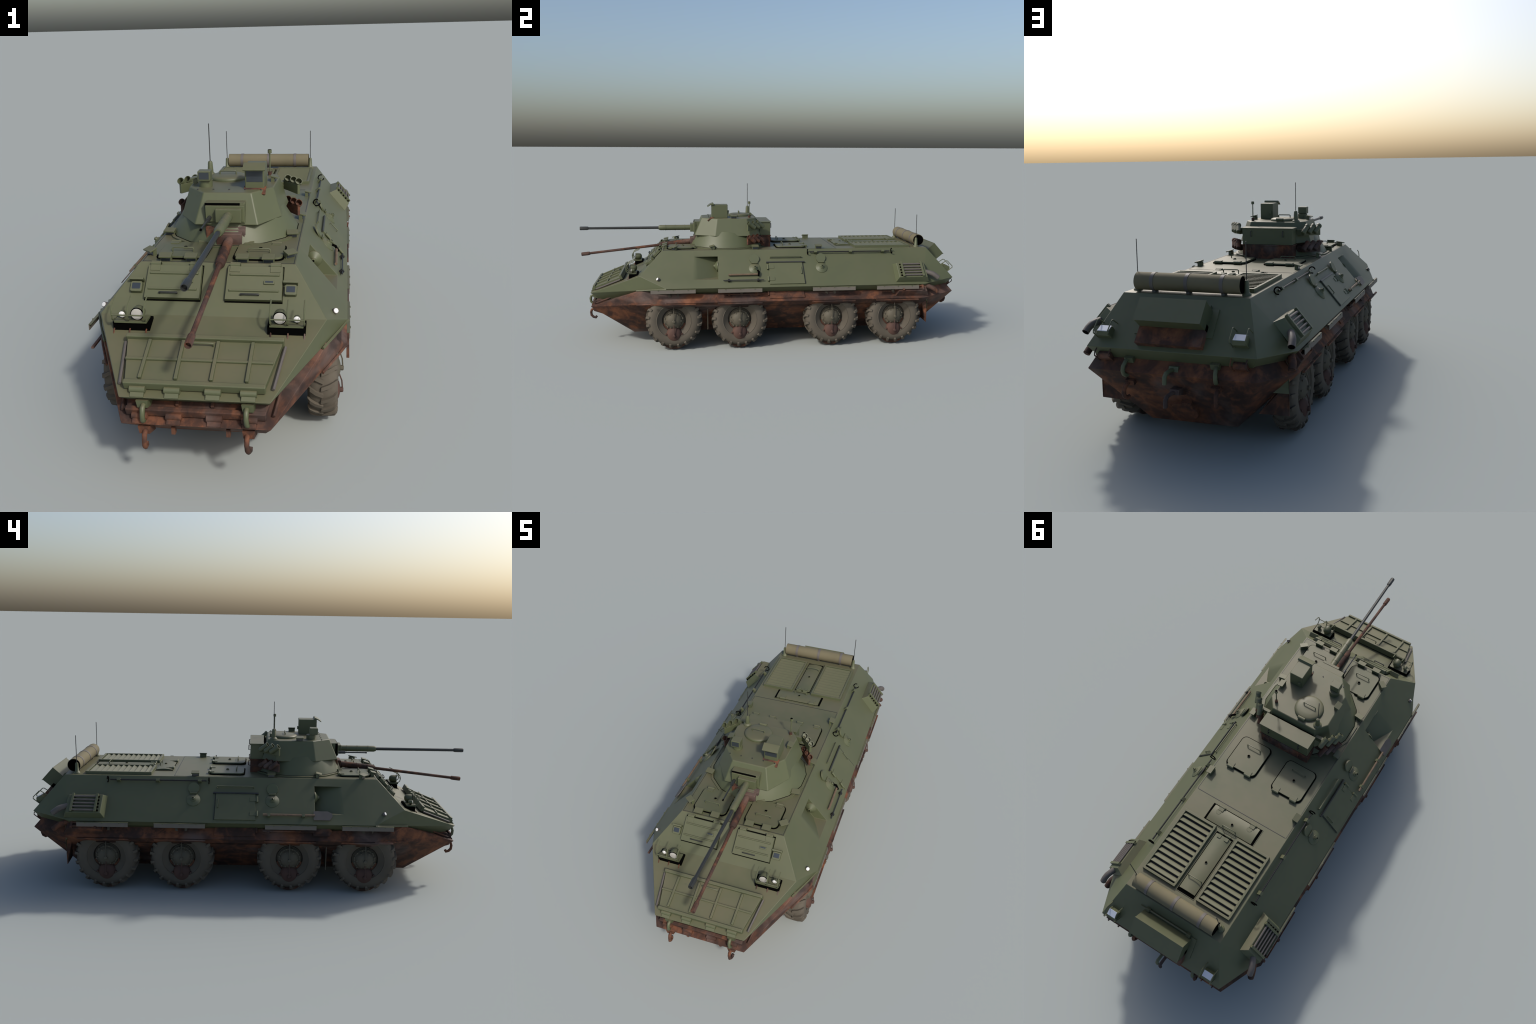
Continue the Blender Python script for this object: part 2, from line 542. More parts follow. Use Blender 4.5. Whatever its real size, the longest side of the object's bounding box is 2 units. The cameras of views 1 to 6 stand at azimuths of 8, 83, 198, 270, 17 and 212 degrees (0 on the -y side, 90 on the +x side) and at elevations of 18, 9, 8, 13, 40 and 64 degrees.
# tools: shovel on the left, pick and crank rod on the right
b = Build(); s = -1
b.tube([sp(-.056, .352, .010, s), sp(-.280, .352, .010, s)], .0048, 8, 0)
o, u, w, n = side_frame(-.315, .352, s)
b.plate(o, u, w, n, [(.040, -.021), (-.022, -.021), (-.040, -.010), (-.042, .002), (-.030, .021), (.040, .021)], .006, .009, 1)
for y in (-.082, -.231):
    o, u, w, n = side_frame(y, .351, s)
    b.plate(o, u, w, n, [(-.006, -.007), (.006, -.007), (.006, .007), (-.006, .007)], 0, .015, 2)
shovel = b.obj('shovel', [WOOD, GREY, GREEN]); rusted(shovel)
b = Build(); s = 1
b.tube([sp(-.232, .375, .009, s), sp(-.085, .376, .009, s)], .0048, 8, 0)
b.tube([sp(-.083, .394, .008, s), sp(-.078, .384, .013, s), sp(-.082, .368, .010, s)], .0048, 6, 1)
b.obj('pickaxe', [WOOD, BLACK])
b = Build()
b.tube([sp(-.259, .351, .009, s), sp(-.054, .351, .009, s)], .0026, 8, 0)
for y in (-.231, -.083):
    o, u, w, n = side_frame(y, .351, s)
    b.plate(o, u, w, n, [(-.005, -.006), (.005, -.006), (.005, .006), (-.005, .006)], 0, .013, 1)
crank = b.obj('crank_rod', [STEEL, DARK]); rusted(crank)

# ---------------------------------------------------------------- roof hatches
def bar_handle(b, p, q, up, r=.0020, mat=0):
    p, q, up = V(p), V(q), V(up)
    b.tube([p - up * .05, p + up * .85, p + up + (q - p) * .06, q + up - (q - p) * .06, q + up * .85, q - up * .05], r, 6, mat)

def square_hatch(cx, y0, y1, handle_y, knob_y, hinge_y, hinge_dx=.042):
    w, h = .139, y1 - y0
    cy = (y0 + y1) / 2
    g = Build()
    Z = V((0, 0, 1))
    g.plate((cx, cy, ROOFZ), (1, 0, 0), (0, 1, 0), Z, rounded(w + .007, h + .007, .022), -.001, .0042, 1)
    g.plate((cx, cy, ROOFZ), (1, 0, 0), (0, 1, 0), Z, rounded(w, h, .020), 0, .0095, 0, .0012)
    hatch = g.obj('roof_hatch', [GREEN, BLACK], smooth=30)
    k = Build()
    k.lathe((cx, knob_y, ROOFZ + .009), Z, [(0, .0068), (.004, .0068), (.0045, .0055)], 12)
    k.lathe((cx, knob_y, ROOFZ + .0136), Z, [(0, .0054), (.0006, .0053)], 12, 1)
    k.obj('hatch_knob', [GREEN, BLACK], hatch)
    k = Build()
    bar_handle(k, (cx - .031, handle_y, ROOFZ + .009), (cx + .031, handle_y, ROOFZ + .009), (0, 0, .013))
    k.obj('hatch_handle', GREEN, hatch)
    sg = 1 if hinge_y > cy else -1
    for d in (-hinge_dx, hinge_dx):
        k = Build()
        k.cyl((cx + d - .015, hinge_y, ROOFZ + .008), (cx + d + .015, hinge_y, ROOFZ + .008), .0066, 10)
        k.box((cx + d, hinge_y - sg * .012, ROOFZ + .0105), (.026, .020, .0035))
        k.obj('hatch_hinge', GREEN, hatch, bevel=.0005)
    return hatch
for cx in (.111, -.112):
    square_hatch(cx, -.537, -.402, -.495, -.460, -.400)
    square_hatch(cx, .031, .184, .067, .108, .188)

# periscope blocks: prism body with a tilted hood
def periscope(b, c, yaw, s=1.0):
    R = Matrix.Rotation(yaw, 3, 'Z')
    c = V(c)
    b.box(c + R @ V((0, .002 * s, .008 * s)), (.032 * s, .012 * s, .018 * s), 0, R)
    T = R @ Matrix.Rotation(math.radians(14), 3, 'X')
    b.box(c + R @ V((0, -.004 * s, .0185 * s)), (.036 * s, .026 * s, .0045 * s), 0, T)
    b.box(c + R @ V((0, -.0045 * s, .008 * s)), (.026 * s, .003 * s, .012 * s), 1, R)
def hull_periscopes():
    first = None
    spots = []
    for cx in (.108, -.112):
        spots += [((cx - .037, -.551), 0), ((cx + .036, -.551), 0)]
    spots += [((.199, -.503), math.radians(40)), ((-.206, -.499), math.radians(-40))]
    spots += [((.208, .247), math.radians(90)), ((-.206, .247), math.radians(-90)),
              ((.206, -.086), math.radians(90)), ((-.204, -.092), math.radians(-90)),
              ((.192, -.305), math.radians(8)), ((-.198, -.300), math.radians(-8))]
    for (x, y), yaw in spots:
        if first is None:
            b = Build(); periscope(b, (0, 0, 0), 0)
            first = b.obj('periscope', [GREEN, GLASS], bevel=.0008)
            ob = first
        else:
            ob = copy_of(first)
        ob.location = (x, y, ROOFZ - .001)
        ob.rotation_euler = (0, 0, yaw)
hull_periscopes()

# engine deck: two louvred grilles, centre cover, cross cover
for s in (1, -1):
    b = Build()
    x0, x1, y0, y1 = .050, .204, .445, .740
    xc, yc = (x0 + x1) / 2 * s, (y0 + y1) / 2
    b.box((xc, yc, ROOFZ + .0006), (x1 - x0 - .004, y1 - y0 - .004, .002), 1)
    for x in (x0 + .004, x1 - .004):
        b.box((x * s, yc, ROOFZ + .0055), (.0095, y1 - y0 - .017, .015), 0)
    for y in (y0 + .0045, y1 - .0045):
        b.box((xc, y, ROOFZ + .0055), (x1 - x0, .010, .0155), 0)
    fr = b.obj('louvre_frame', [GREEN, DARK], bevel=.0010)
    n = 11
    pitch = (y1 - y0 - .020) / n
    first = None
    for i in range(n):
        ya = y0 + .010 + pitch * i
        if first is None:
            c = Build()
            hx = (x1 - x0 - .018) / 2
            prof = [(0.0, .0000), (pitch * .72, .0090), (pitch * .76, .0108), (pitch * .68, .0112), (0, .0022)]
            lo = [V((-hx, y, z)) for y, z in prof]; hi = [V((hx, y, z)) for y, z in prof]
            c.hexa(list(reversed(lo)), list(reversed(hi)))
            sl = first = c.obj('louvre_slat', GREEN, fr)
        else:
            sl = copy_of(first)
        sl.location = (xc, ya, ROOFZ + .0008)

def domed_cover(name, x0, x1, y0, y1, along, rise, mats):
    """low curved cover; the arch runs across the given axis"""
    b = Build()
    k = 8
    ring = []
    for i in range(k + 1):
        t = i / k
        z = ROOFZ + .004 + rise * (1 - (2 * t - 1) ** 2)
        ring.append((t, z))
    pts = [(0, ROOFZ - .001)] + ring + [(1, ROOFZ - .001)]
    if along == 'y':
        lo = [V((x0 + (x1 - x0) * t, y0, z)) for t, z in pts]; hi = [V((x0 + (x1 - x0) * t, y1, z)) for t, z in pts]
        b.hexa(lo, hi)
    else:
        lo = [V((x0, y0 + (y1 - y0) * t, z)) for t, z in pts]; hi = [V((x1, y0 + (y1 - y0) * t, z)) for t, z in pts]
        b.hexa(list(reversed(lo)), list(reversed(hi)))
    return b.obj(name, mats, bevel=.0008, smooth=40)
Z = V((0, 0, 1))
b = Build()
b.box((0, .600, ROOFZ + .0004), (.080, .284, .003), 0)
b.box((0, .600, ROOFZ + .0010), (.084, .288, .0015), 1)
b.obj('cover_gap', [BLACK, GREEN])
mid = domed_cover('engine_cover', -.0365, .0365, .466, .728, 'y', .005, GREEN)
b = Build()
b.box((0, .400, ROOFZ + .0004), (.236, .079, .003), 0)
b.box((0, .400, ROOFZ + .0010), (.240, .083, .0015), 1)
b.obj('cover_gap', [BLACK, GREEN])
cross = domed_cover('radiator_cover', -.108, .108, .364, .4375, 'x', .004, GREEN)
k = Build()
bar_handle(k, (-.030, .671, ROOFZ + .006), (.030, .671, ROOFZ + .006), (0, 0, .014)); k.obj('cover_handle', GREEN, mid)
k = Build()
bar_handle(k, (-.030, .430, ROOFZ + .006), (.030, .430, ROOFZ + .006), (0, 0, .014)); k.obj('cover_handle', GREEN, cross)
for y, par, zz in ((.594, mid, .0085), (.407, cross, .0075)):
    k = Build()
    k.lathe((0, y, ROOFZ + zz - .002), Z, [(0, .0062), (.005, .0062)], 12)
    k.lathe((0, y, ROOFZ + zz + .0031), Z, [(0, .0050), (.0005, .0049)], 12, 1)
    k.obj('cover_knob', [GREEN, BLACK], par)
for x in (-.017, .017):
    k = Build()
    k.cyl((x - .011, .458, ROOFZ + .008), (x + .011, .458, ROOFZ + .008), .0048, 10)
    k.box((x, .474, ROOFZ + .0095), (.016, .016, .0030)); k.obj('cover_hinge', GREEN, mid, bevel=.0005)
for x in (-.075, .075):
    k = Build()
    k.cyl((x - .014, .362, ROOFZ + .007), (x + .014, .362, ROOFZ + .007), .0050, 10)
    k.box((x, .372, ROOFZ + .0085), (.022, .016, .0030))
    k.lathe((x + .004, .386, ROOFZ + .0065), Z, [(0, .0125), (.0022, .0118)], 18)
    k.obj('cover_hinge', GREEN, cross, bevel=.0005)

# rolled tarpaulin at the rear of the roof
b = Build()
b.lathe((-.185, .796, .5265), (1, 0, 0), [(0, .0295), (.370, .0295)], 32, 0)
for x in (-.1855, .1852): b.lathe((x, .796, .5265), (1, 0, 0), [(0, .0275), (.0006, .0275)], 32, 1)
roll = b.obj('tarpaulin_roll', [TAN, BLACK], smooth=40)
for x in (-.122, 0, .122):
    b = Build(); b.lathe((x - .006, .796, .5265), (1, 0, 0), [(0, .0292), (0, .0308), (.012, .0308), (.012, .0292)], 32, 0, close=False)
    b.box((x, .796, .496), (.012, .022, .008))
    b.obj('strap', STRAP, roll, smooth=40)
# antennas
def antenna(x, y, z0, ztop, k=1.0, par=None, z1=.05):
    b = Build()
    b.lathe((x, y, z0), Z, [(0, .0170 * k), (.004, .0170 * k), (.008, .013 * k), (.010, .0100 * k), (z1 - .006, .0078 * k), (z1 - .001, .0058 * k), (z1, .0012)], 16)
    b.cyl((x, y, z0 + z1), (x, y, ztop), .0016, 6, 1)
    b.obj('antenna', [GREEN, STEEL], par, smooth=50)
antenna(.193, .781, .491, .664, .9); antenna(-.193, .781, .491, .664, .9)

# ---------------------------------------------------------------- upper glacis
G_O = V((0, RF.y, RF.z)); G_D = V((0, GC.y - RF.y, GC.z - RF.z)).normalized(); G_N = V((0, -G_D.z, G_D.y)) * 1
if G_N.z < 0: G_N = -G_N
X = V((1, 0, 0))
def on_g(y): return (RF.y - y) / abs(G_D.y) if False else (y - RF.y) / G_D.y
for cx in (.111, -.114):
    b = Build()
    t0, t1 = on_g(-.573), on_g(-.644)
    b.plate(G_O + X * cx, X, G_D, G_N, [(-.079, t0 - .004), (.079, t0 - .004), (.079, t1 + .003), (-.079, t1 + .003)], -.001, .0030, 1)
    b.plate(G_O + X * cx, X, G_D, G_N, [(-.077, t0), (.077, t0), (.0785, t1), (-.0785, t1)], 0, .0145, 0, .0015)
    hatch = b.obj('glacis_hatch', [GREEN, BLACK])
    for y in (-.592, -.625):
        k = Build(); t = on_g(y)
        k.plate(G_O + X * cx, X, G_D, G_N, [(-.070, t - .004), (.069, t - .004), (.069, t + .004), (-.070, t + .004)], .013, .0185, 0, .002)
        k.obj('hatch_rib', GREEN, hatch, bevel=.0010)
    k = Build(); t = on_g(-.634)
    p = G_O + G_D * t + G_N * .014
    bar_handle(k, p + X * (cx - .034), p + X * (cx + .014), G_N * .008, .0022, 0); k.obj('hatch_handle', STEEL, hatch)
    k = Build(); t = on_g(-.608)
    k.plate(G_O + X * (cx + .041), X, G_D, G_N, [(-.015, t - .006), (.015, t - .006), (.015, t + .006), (-.015, t + .006)], .012, .019, 0, .001)
    k.plate(G_O + X * (cx + .041), X, G_D, G_N, [(-.011, t - .004), (.011, t - .004), (.011, t + .001), (-.011, t + .001)], .016, .0194, 1)
    k.obj('vision_slot', [GREEN, GLASS], hatch, bevel=.0005)
    for d in (-.056, .056):
        k = Build(); t = on_g(-.571)
        k.plate(G_O + X * (cx + d), X, G_D, G_N, [(-.014, t - .007), (.014, t - .007), (.014, t + .022), (-.014, t + .022)], 0, .0165)
        k.cyl(G_O + X * (cx + d - .014) + G_D * t + G_N * .014, G_O + X * (cx + d + .014) + G_D * t + G_N * .014, .0052, 10)
        k.obj('hatch_hinge', GREEN, hatch, bevel=.0005)
for x in (.211, -.218):
    b = Build()
    t = on_g(-.620)
    b.plate(G_O + X * x, X, G_D, G_N, rounded(.034, .030, .005), 0, .0,) if False else None
    o = G_O + X * x
    b.plate(o, X, G_D, G_N, [(a, c + t) for a, c in rounded(.034, .032, .005)], 0, .013, 0, .001)
    b.plate(o, X, G_D, G_N, [(a, c + t - .001) for a, c in rounded(.024, .018, .002)], .010, .0136, 1)
    b.plate(o + X * -.001, X, G_D, G_N, [(-.020, t - .024), (.020, t - .024), (.020, t - .017), (-.020, t - .017)], .001, .021, 0)
    b.obj('driver_periscope', [GREEN, GLASS], bevel=.0008)

# ---------------------------------------------------------------- lower glacis: trim vane, lamps, tow hooks
L_O = V((0, GC.y, GC.z)); L_D = V((0, NO.y - GC.y, NO.z - GC.z)).normalized(); L_N = V((0, L_D.z, -L_D.y))
if L_N.z < 0: L_N = -L_N
def lp(x, y, h=0):
    return L_O + X * x + L_D * ((y - GC.y) / L_D.y) + L_N * h
def lstrip(b, p, q, w, h0, h1, mat=0):
    """bar on the lower glacis from (x,y) p to q, width w, heights h0..h1"""
    P, Q = lp(*p), lp(*q)
    d = (Q - P).normalized(); sd = d.cross(L_N).normalized() * (w / 2)
    lo = [P - sd + L_N * h0, P + sd + L_N * h0, Q + sd + L_N * h0, Q - sd + L_N * h0]
    hi = [v + L_N * (h1 - h0) for v in lo]
    if (lo[1] - lo[0]).cross(lo[3] - lo[0]).dot(L_N) < 0: lo.reverse(); hi.reverse()
    b.hexa(lo, hi, mat)
b = Build()
TH = .020
vane_top, vane_bot = -.771, -.904
b.plate(L_O, X, L_D, L_N, [(-.203, (vane_top - GC.y) / L_D.y), (.203, (vane_top - GC.y) / L_D.y), (.171, (vane_bot - GC.y) / L_D.y), (-.175, (vane_bot - GC.y) / L_D.y)], .004, TH)
vane = b.obj('trim_vane', GREEN, bevel=.0012)
vane_parts = [vane]
def vbar(p, q, w, h, name='vane_rib'):
    k = Build(); lstrip(k, p, q, w, TH - .001, TH + h); vane_parts.append(k.obj(name, GREEN, vane, bevel=.0018))
for xa, xb in ((-.139, -.139), (-.052, -.049), (.039, .039), (.128, .126)):
    vbar((xa, -.780), (xb, -.897), .009, .009)
vbar((-.190, -.838), (.185, -.838), .008, .006)
k = Build(); lstrip(k, (-.206, -.770), (.206, -.770), .014, .004, TH + .011); vane_parts.append(k.obj('vane_rim', GREEN, vane, bevel=.003))
k = Build(); lstrip(k, (-.177, -.908), (.173, -.908), .014, .004, TH + .008); vane_parts.append(k.obj('vane_rim', GREEN, vane, bevel=.003))
k = Build(); bar_handle(k, lp(-.036, -.792, TH), lp(.027, -.792, TH), L_N * .012, .0022); vane_parts.append(k.obj('vane_handle', GREEN, vane))
for s in (1, -1):
    k = Build(); k.tube([lp(.209 * s, -.776, .008), lp(.190 * s, -.902, .008)], .0042, 6); vane_parts.append(k.obj('vane_strut', GREY, vane))
for x in (-.1405, -.0545, .0460, .1325):
    k = Build()
    k.cyl(lp(x - .0195, -.917, .0095), lp(x + .0195, -.917, .0095), .0088, 14)
    k.hexa([lp(x - .017, -.918, -.001), lp(x - .017, -.934, -.001), lp(x + .017, -.934, -.001), lp(x + .017, -.918, -.001)][::-1],
           [lp(x - .017, -.918, .011), lp(x - .017, -.934, .003), lp(x + .017, -.934, .003), lp(x + .017, -.918, .011)][::-1])
    vane_parts.append(k.obj('vane_hinge', GREEN, vane, smooth=40))
for ob in vane_parts:
    if ob is vane: rv = rusted(ob)
for ob in vane_parts[1:]:
    if 'handle' in ob.name: continue
    c = rusted(ob, dz=-DROP)
    c.parent = ROOT

for s in (1, -1):
    # lamp cluster on a shelf above a black well
    b = Build()
    xa, xb = .157, .257
    b.hexa([V((xa * s, -.731, .345)), V((xb * s, -.731, .345)), V((xb * s, -.688, .345)), V((xa * s, -.688, .345))][::s],
           [V((xa * s, -.731, .3775)), V((xb * s, -.731, .3775)), V((xb * s, -.688, .380)), V((xa * s, -.688, .380))][::s], 1)
    b.box((.2075 * s, -.715, .3815), (.088, .042, .0055), 0)
    lamp = b.obj('headlight_shelf', [GREEN, BLACK])
    b = Build()
    c = V((.190 * s, -.727, .4015))
    b.lathe(c, (0, 1, 0), [(.0, .0178), (.012, .0180), (.024, .0165), (.031, .011), (.034, 0)], 24, 0)
    b.lathe(c + V((0, .0005, 0)), (0, -1, 0), [(0, .0182), (.002, .0180)], 24, 2)
    b.lathe(c + V((0, -.0012, 0)), (0, -1, 0), [(0, .0158), (.0008, .0156), (.0018, .0100), (.0021, 0)], 24, 3)
    b.box(c + V((0, .010, -.016)), (.012, .012, .012), 2)
    b.obj('headlight', [GREEN, LENS, BLACK, GLOW], lamp, smooth=45)
    b = Build()
    c = V((.234 * s, -.720, .396))
    b.lathe(c, (0, 1, 0), [(.0, .0090), (.010, .0090), (.016, .006), (.018, 0)], 16, 0)
    b.lathe(c, (0, -1, 0), [(0, .0088), (.0025, .006), (.0032, 0)], 16, 1)
    b.box(c + V((0, .006, -.010)), (.007, .008, .008), 2)
    b.obj('side_lamp', [GREEN, LENS, BLACK], lamp, smooth=45)
    b = Build()
    for x in (.166, .211, .254):
        b.tube([(x * s, -.716, .384), (x * s, -.735, .386), (x * s, -.744, .394), (x * s, -.7465, .408), (x * s, -.743, .421), (x * s, -.735, .431), (x * s, -.705, .444)], .0021, 6)
    b.tube([(.166 * s, -.7465, .4055), (.254 * s, -.7465, .4055)], .0020, 6)
    gd = b.obj('lamp_guard', GREEN, lamp)
    r = rusted(gd); r.parent = ROOT
    # front tow hook
    b = Build()
    b.hexa([V((.115 * s, -.931, .263)), V((.145 * s, -.931, .263)), V((.143 * s, -.926, .241)), V((.117 * s, -.926, .241))][::s],
           [V((.115 * s, -.890, .262)), V((.145 * s, -.890, .262)), V((.145 * s, -.880, .226)), V((.115 * s, -.880, .226))][::s])
    b.tube([(.127 * s, -.910, .246), (.127 * s, -.927, .251), (.127 * s, -.938, .245), (.127 * s, -.942, .232), (.128 * s, -.940, .216), (.129 * s, -.930, .206), (.131 * s, -.918, .204), (.132 * s, -.913, .211)], .0062, 8)
    hk = b.obj('tow_hook', GREEN, smooth=50); rusted(hk)

# small brackets below the nose
b = Build()
for x in (-.061, .077): b.box((x, -.905, .243), (.010, .014, .020))
b.obj('rusted_nose_bracket', RUST).location.z = -DROP

# ---------------------------------------------------------------- rear plate
B_O = V((0, RR.y, RR.z)); B_D = V((0, RT.y - RR.y, RT.z - RR.z)).normalized(); B_N = V((0, -B_D.z, B_D.y))
def bp(x, y, z, dx=0): return V((x, y, z))
b = Build()
b.plate(B_O, X, B_D, B_N, [(-.133, .046), (.133, .046), (.133, .147), (-.133, .147)], -.001, .0045, 0, .001)
pl = b.obj('rear_hatch', GREEN)
b = Build()
prof = [(.860, .468), (.914, .4965), (.9155, .4945), (.964, .4395), (.9615, .4385), (.906, .402)]
prof = [(.854, .444), (.909, .4925), (.9145, .4970), (.9665, .4385), (.9625, .4365), (.900, .386)]
lo = [V((-.111, y, z)) for y, z in prof]; hi = [V((.111, y, z)) for y, z in prof]
b.hexa(lo, hi)
cov = b.obj('rear_vent_box', GREEN, smooth=20)
rusted(cov)
b = Build()
b.hexa([V((-.1125, y, z)) for y, z in ((.9140, .4985), (.9690, .4375), (.9672, .4362), (.9122, .4970))], [V((.1125, y, z)) for y, z in ((.9140, .4985), (.9690, .4375), (.9672, .4362), (.9122, .4970))])
b.obj('vent_lid', GREEN, cov)
b = Build()
b.cyl(B_O + B_D * .044 + B_N * .006 + X * -.10, B_O + B_D * .044 + B_N * .006 + X * .10, .0045, 8)
for x in (-.095, .095):
    b.box(B_O + B_D * .044 + B_N * .006 + X * x, (.018, .014, .014), 0, Matrix((X, B_D, B_N)).transposed())
b.obj('rear_hatch_hinge', GREEN, pl, bevel=.001)

for s in (1, -1):
    b = Build()
    c = V((.229 * s, .938, .388))
    R = Matrix((X, B_D, B_N)).transposed()
    o = V((.229 * s, .918, .386))
    # lamp body: wedge standing off the plate, glass looking up and back
    lo = [V((.229 * s + d, y, z)) for d, y, z in ((-.0215, .925, .405),) for d, y, z in ()]
    pr = [(.916, .388), (.928, .402), (.952, .390), (.952, .376), (.932, .362)]
    b.hexa([V((.229 * s - .0215, y, z)) for y, z in pr], [V((.229 * s + .0215, y, z)) for y, z in pr])
    pg = [(.9285, .4025), (.9295, .4037), (.9520, .3925), (.9520, .3905)]
    b.hexa([V((.229 * s - .0195, y, z)) for y, z in pg], [V((.229 * s + .0195, y, z)) for y, z in pg], 1)
    tl = b.obj('tail_lamp', [GREEN, PALE], smooth=20); 
    r = rusted(tl)
    b = Build()
    for x in (.254, .204):
        b.tube([(x * s, .902, .405), (x * s, .930, .423), (x * s, .937, .422), (x * s, .964, .395), (x * s, .965, .387), (x * s, .936, .364)], .0019, 6)
    g = b.obj('tail_lamp_guard', GREEN, tl)
    r = rusted(g); r.parent = ROOT
    # rear tow hooks
    b = Build()
    b.box((.146 * s, .933, .303), (.030, .022, .018), 0, Matrix.Rotation(math.radians(-20), 3, 'X'))
    b.tube([(.150 * s, .925, .300), (.153 * s, .950, .298), (.155 * s, .962, .286), (.156 * s, .965, .272), (.155 * s, .961, .260), (.152 * s, .950, .253), (.149 * s, .941, .256)], .0066, 8)
    hk = b.obj('tow_hook', GREEN, smooth=50); rusted(hk)
b = Build()
b.hexa([V((-.026, .885, .292)), V((-.026, .945, .292)), V((-.026, .950, .276)), V((-.026, .885, .258))][::-1], [V((.006, .885, .292)), V((.006, .945, .292)), V((.006, .950, .276)), V((.006, .885, .258))][::-1])
b.tube([(-.008, .930, .279), (-.006, .962, .284), (-.004, .985, .282), (-.003, .9945, .272), (-.003, .9955, .250)], .0066, 8)
hk = b.obj('tow_hook', GREEN, smooth=50); rusted(hk)
b = Build()
RL_D = V((0, KR.y - RT.y, KR.z - RT.z)).normalized(); RL_N = V((0, -RL_D.z, RL_D.y)); RL_N = RL_N if RL_N.y > 0 else -RL_N
c = V((0, KR.y, KR.z)) - RL_D * ((.191 - KR.z) / -RL_D.z)
c = V((.004, .842, .191))
b.plate(c, X, RL_D, RL_N, circle(.046, 28), -.004, .011)
b.plate(c, X, RL_D, RL_N, [(-.040, -.056), (-.006, -.056), (-.006, -.038), (-.040, -.038)], -.002, .013)
hk = b.obj('drain_cover', GREEN, bevel=.001); rusted(hk)

# ---------------------------------------------------------------- turret
TC = V((0, -.215, 0))
ZT, ZB = .645, .554
half_top = [(.073, -.358), (.132, -.278), (.137, -.123), (.101, -.075)]
half_bot = [(.0965, -.3975), (.159, -.291), (.165, -.108), (.118, -.048)]
def both(h): return [(x, y) for x, y in h] + [(-x, y) for x, y in reversed(h)]
b = Build()
b.hexa([V((x, y, ZB)) for x, y in both(half_bot)], [V((x, y, ZT)) for x, y in both(half_top)])
turret = b.obj('turret', GREEN, bevel=.004, seg=3, smooth=25)
rusted(turret, 'rusted_turret')
# skirt cone: sixteen sided, a flat facing each side
def cone(b, prof, seg=16, mat=0):
    n = len(prof); vs = []
    for z, r in prof:
        R = r / math.cos(math.pi / seg)
        for k in range(seg):
            a = 2 * math.pi * (k + .5) / seg
            vs.append(V((R * math.cos(a), TC.y - max(0, min(1, (z - .5) / .075)) * .007 + R * (1.015 + .06 * max(0, min(1, (z - .5) / .075))) * math.sin(a), z)))
    fs = []
    for j in range(n - 1):
        for k in range(seg):
            k2 = (k + 1) % seg
            fs.append((j * seg + k, j * seg + k2, (j + 1) * seg + k2, (j + 1) * seg + k))
    fs.append(tuple(reversed(range(seg)))); fs.append(tuple(range((n - 1) * seg, n * seg)))
    b.add(vs, fs, mat)
b = Build(); cone(b, [(.498, .201), (.575, .155), (.60, .135)]); b.obj('turret_skirt', GREEN, turret, smooth=40)
b = Build(); cone(b, [(.490, .2035), (.4985, .2030)], 16, 0); b.obj('turret_ring_gap', BLACK, turret)
b = Build(); cone(b, [(.489, .213), (.497, .213), (.4975, .205)], 16); b.obj('turret_ring', GREEN, turret, smooth=40)

# roof bolts, hatch, periscopes
b = Build()
for x in (-.098, -.049, .0, .049, .098): b.lathe((x, -.320, ZT - .0005), Z, [(0, .003), (.003, .0025)], 8)
b.obj('bolt', STEEL, turret)['kind'] = 'stuff'
b = Build()
hc = V((-.030, -.151, ZT))
b.lathe(hc + Z * -.001, Z, [(0, .0600), (.005, .0610), (.010, .0585), (.0135, .050), (.0150, .030), (.0155, 0)], 40)
hat = b.obj('commander_hatch', GREEN, turret, smooth=50)
k = Build(); bar_handle(k, (-.057, -.154, .657), (-.003, -.154, .657), (0, 0, .013), .0022); k.obj('hatch_handle', GREEN, hat)
k = Build(); k.cyl((-.044, -.090, .654), (-.012, -.090, .654), .007, 12); k.box((-.028, -.094, .648), (.026, .016, .010)); k.obj('hatch_hinge', GREEN, hat, bevel=.0006)
for (x, y), yaw in (((.124, -.192), 90), ((-.126, -.218), -90)):
    b = Build(); periscope(b, (0, 0, 0), 0, .95)
    p = b.obj('periscope', [GREEN, GLASS], turret, bevel=.0008); p.location = (x, y, ZT - .002); p.rotation_euler = (0, 0, math.radians(yaw))
antenna(-.099, -.1005, ZT - .001, .817, 1.02, turret, .049)
b = Build()
b.lathe((.1035, -.108, ZT - .001), Z, [(0, .0075), (.003, .006), (.004, .0024), (.076, .0022), (.0761, .0068), (.0875, .0068)], 10)
b.lathe((.1035, -.108, .7316), Z, [(0, .0055), (.0006, .0054)], 10, 1)
pole = b.obj('sensor_pole', [GREEN, BLACK], turret, smooth=30)
r = rusted(pole); r.parent = ROOT
# gunner sight with hinged visor
b = Build()
b.box((.077, -.2645, .680), (.060, .085, .072), 0)
sight = b.obj('gunner_sight', GREEN, turret, bevel=.003)
b = Build()
b.box((.077, -.3072, .688), (.050, .0012, .042), 0); b.obj('sight_window', GLASS, sight)
b = Build()
lo = [(-.293, .7165), (-.298, .7250), (-.313, .7190), (-.329, .7075), (-.3275, .7045), (-.311, .7150)]
b.hexa([V((.044, y, z)) for y, z in reversed(lo)], [V((.112, y, z)) for y, z in reversed(lo)])
vis = b.obj('sight_visor', GREEN, sight, smooth=20)
r = rusted(sight); r = rusted(vis)
b = Build(); b.box((.058, -.219, .675), (.012, .008, .014)); b.obj('sight_latch', GREEN, sight, bevel=.001)
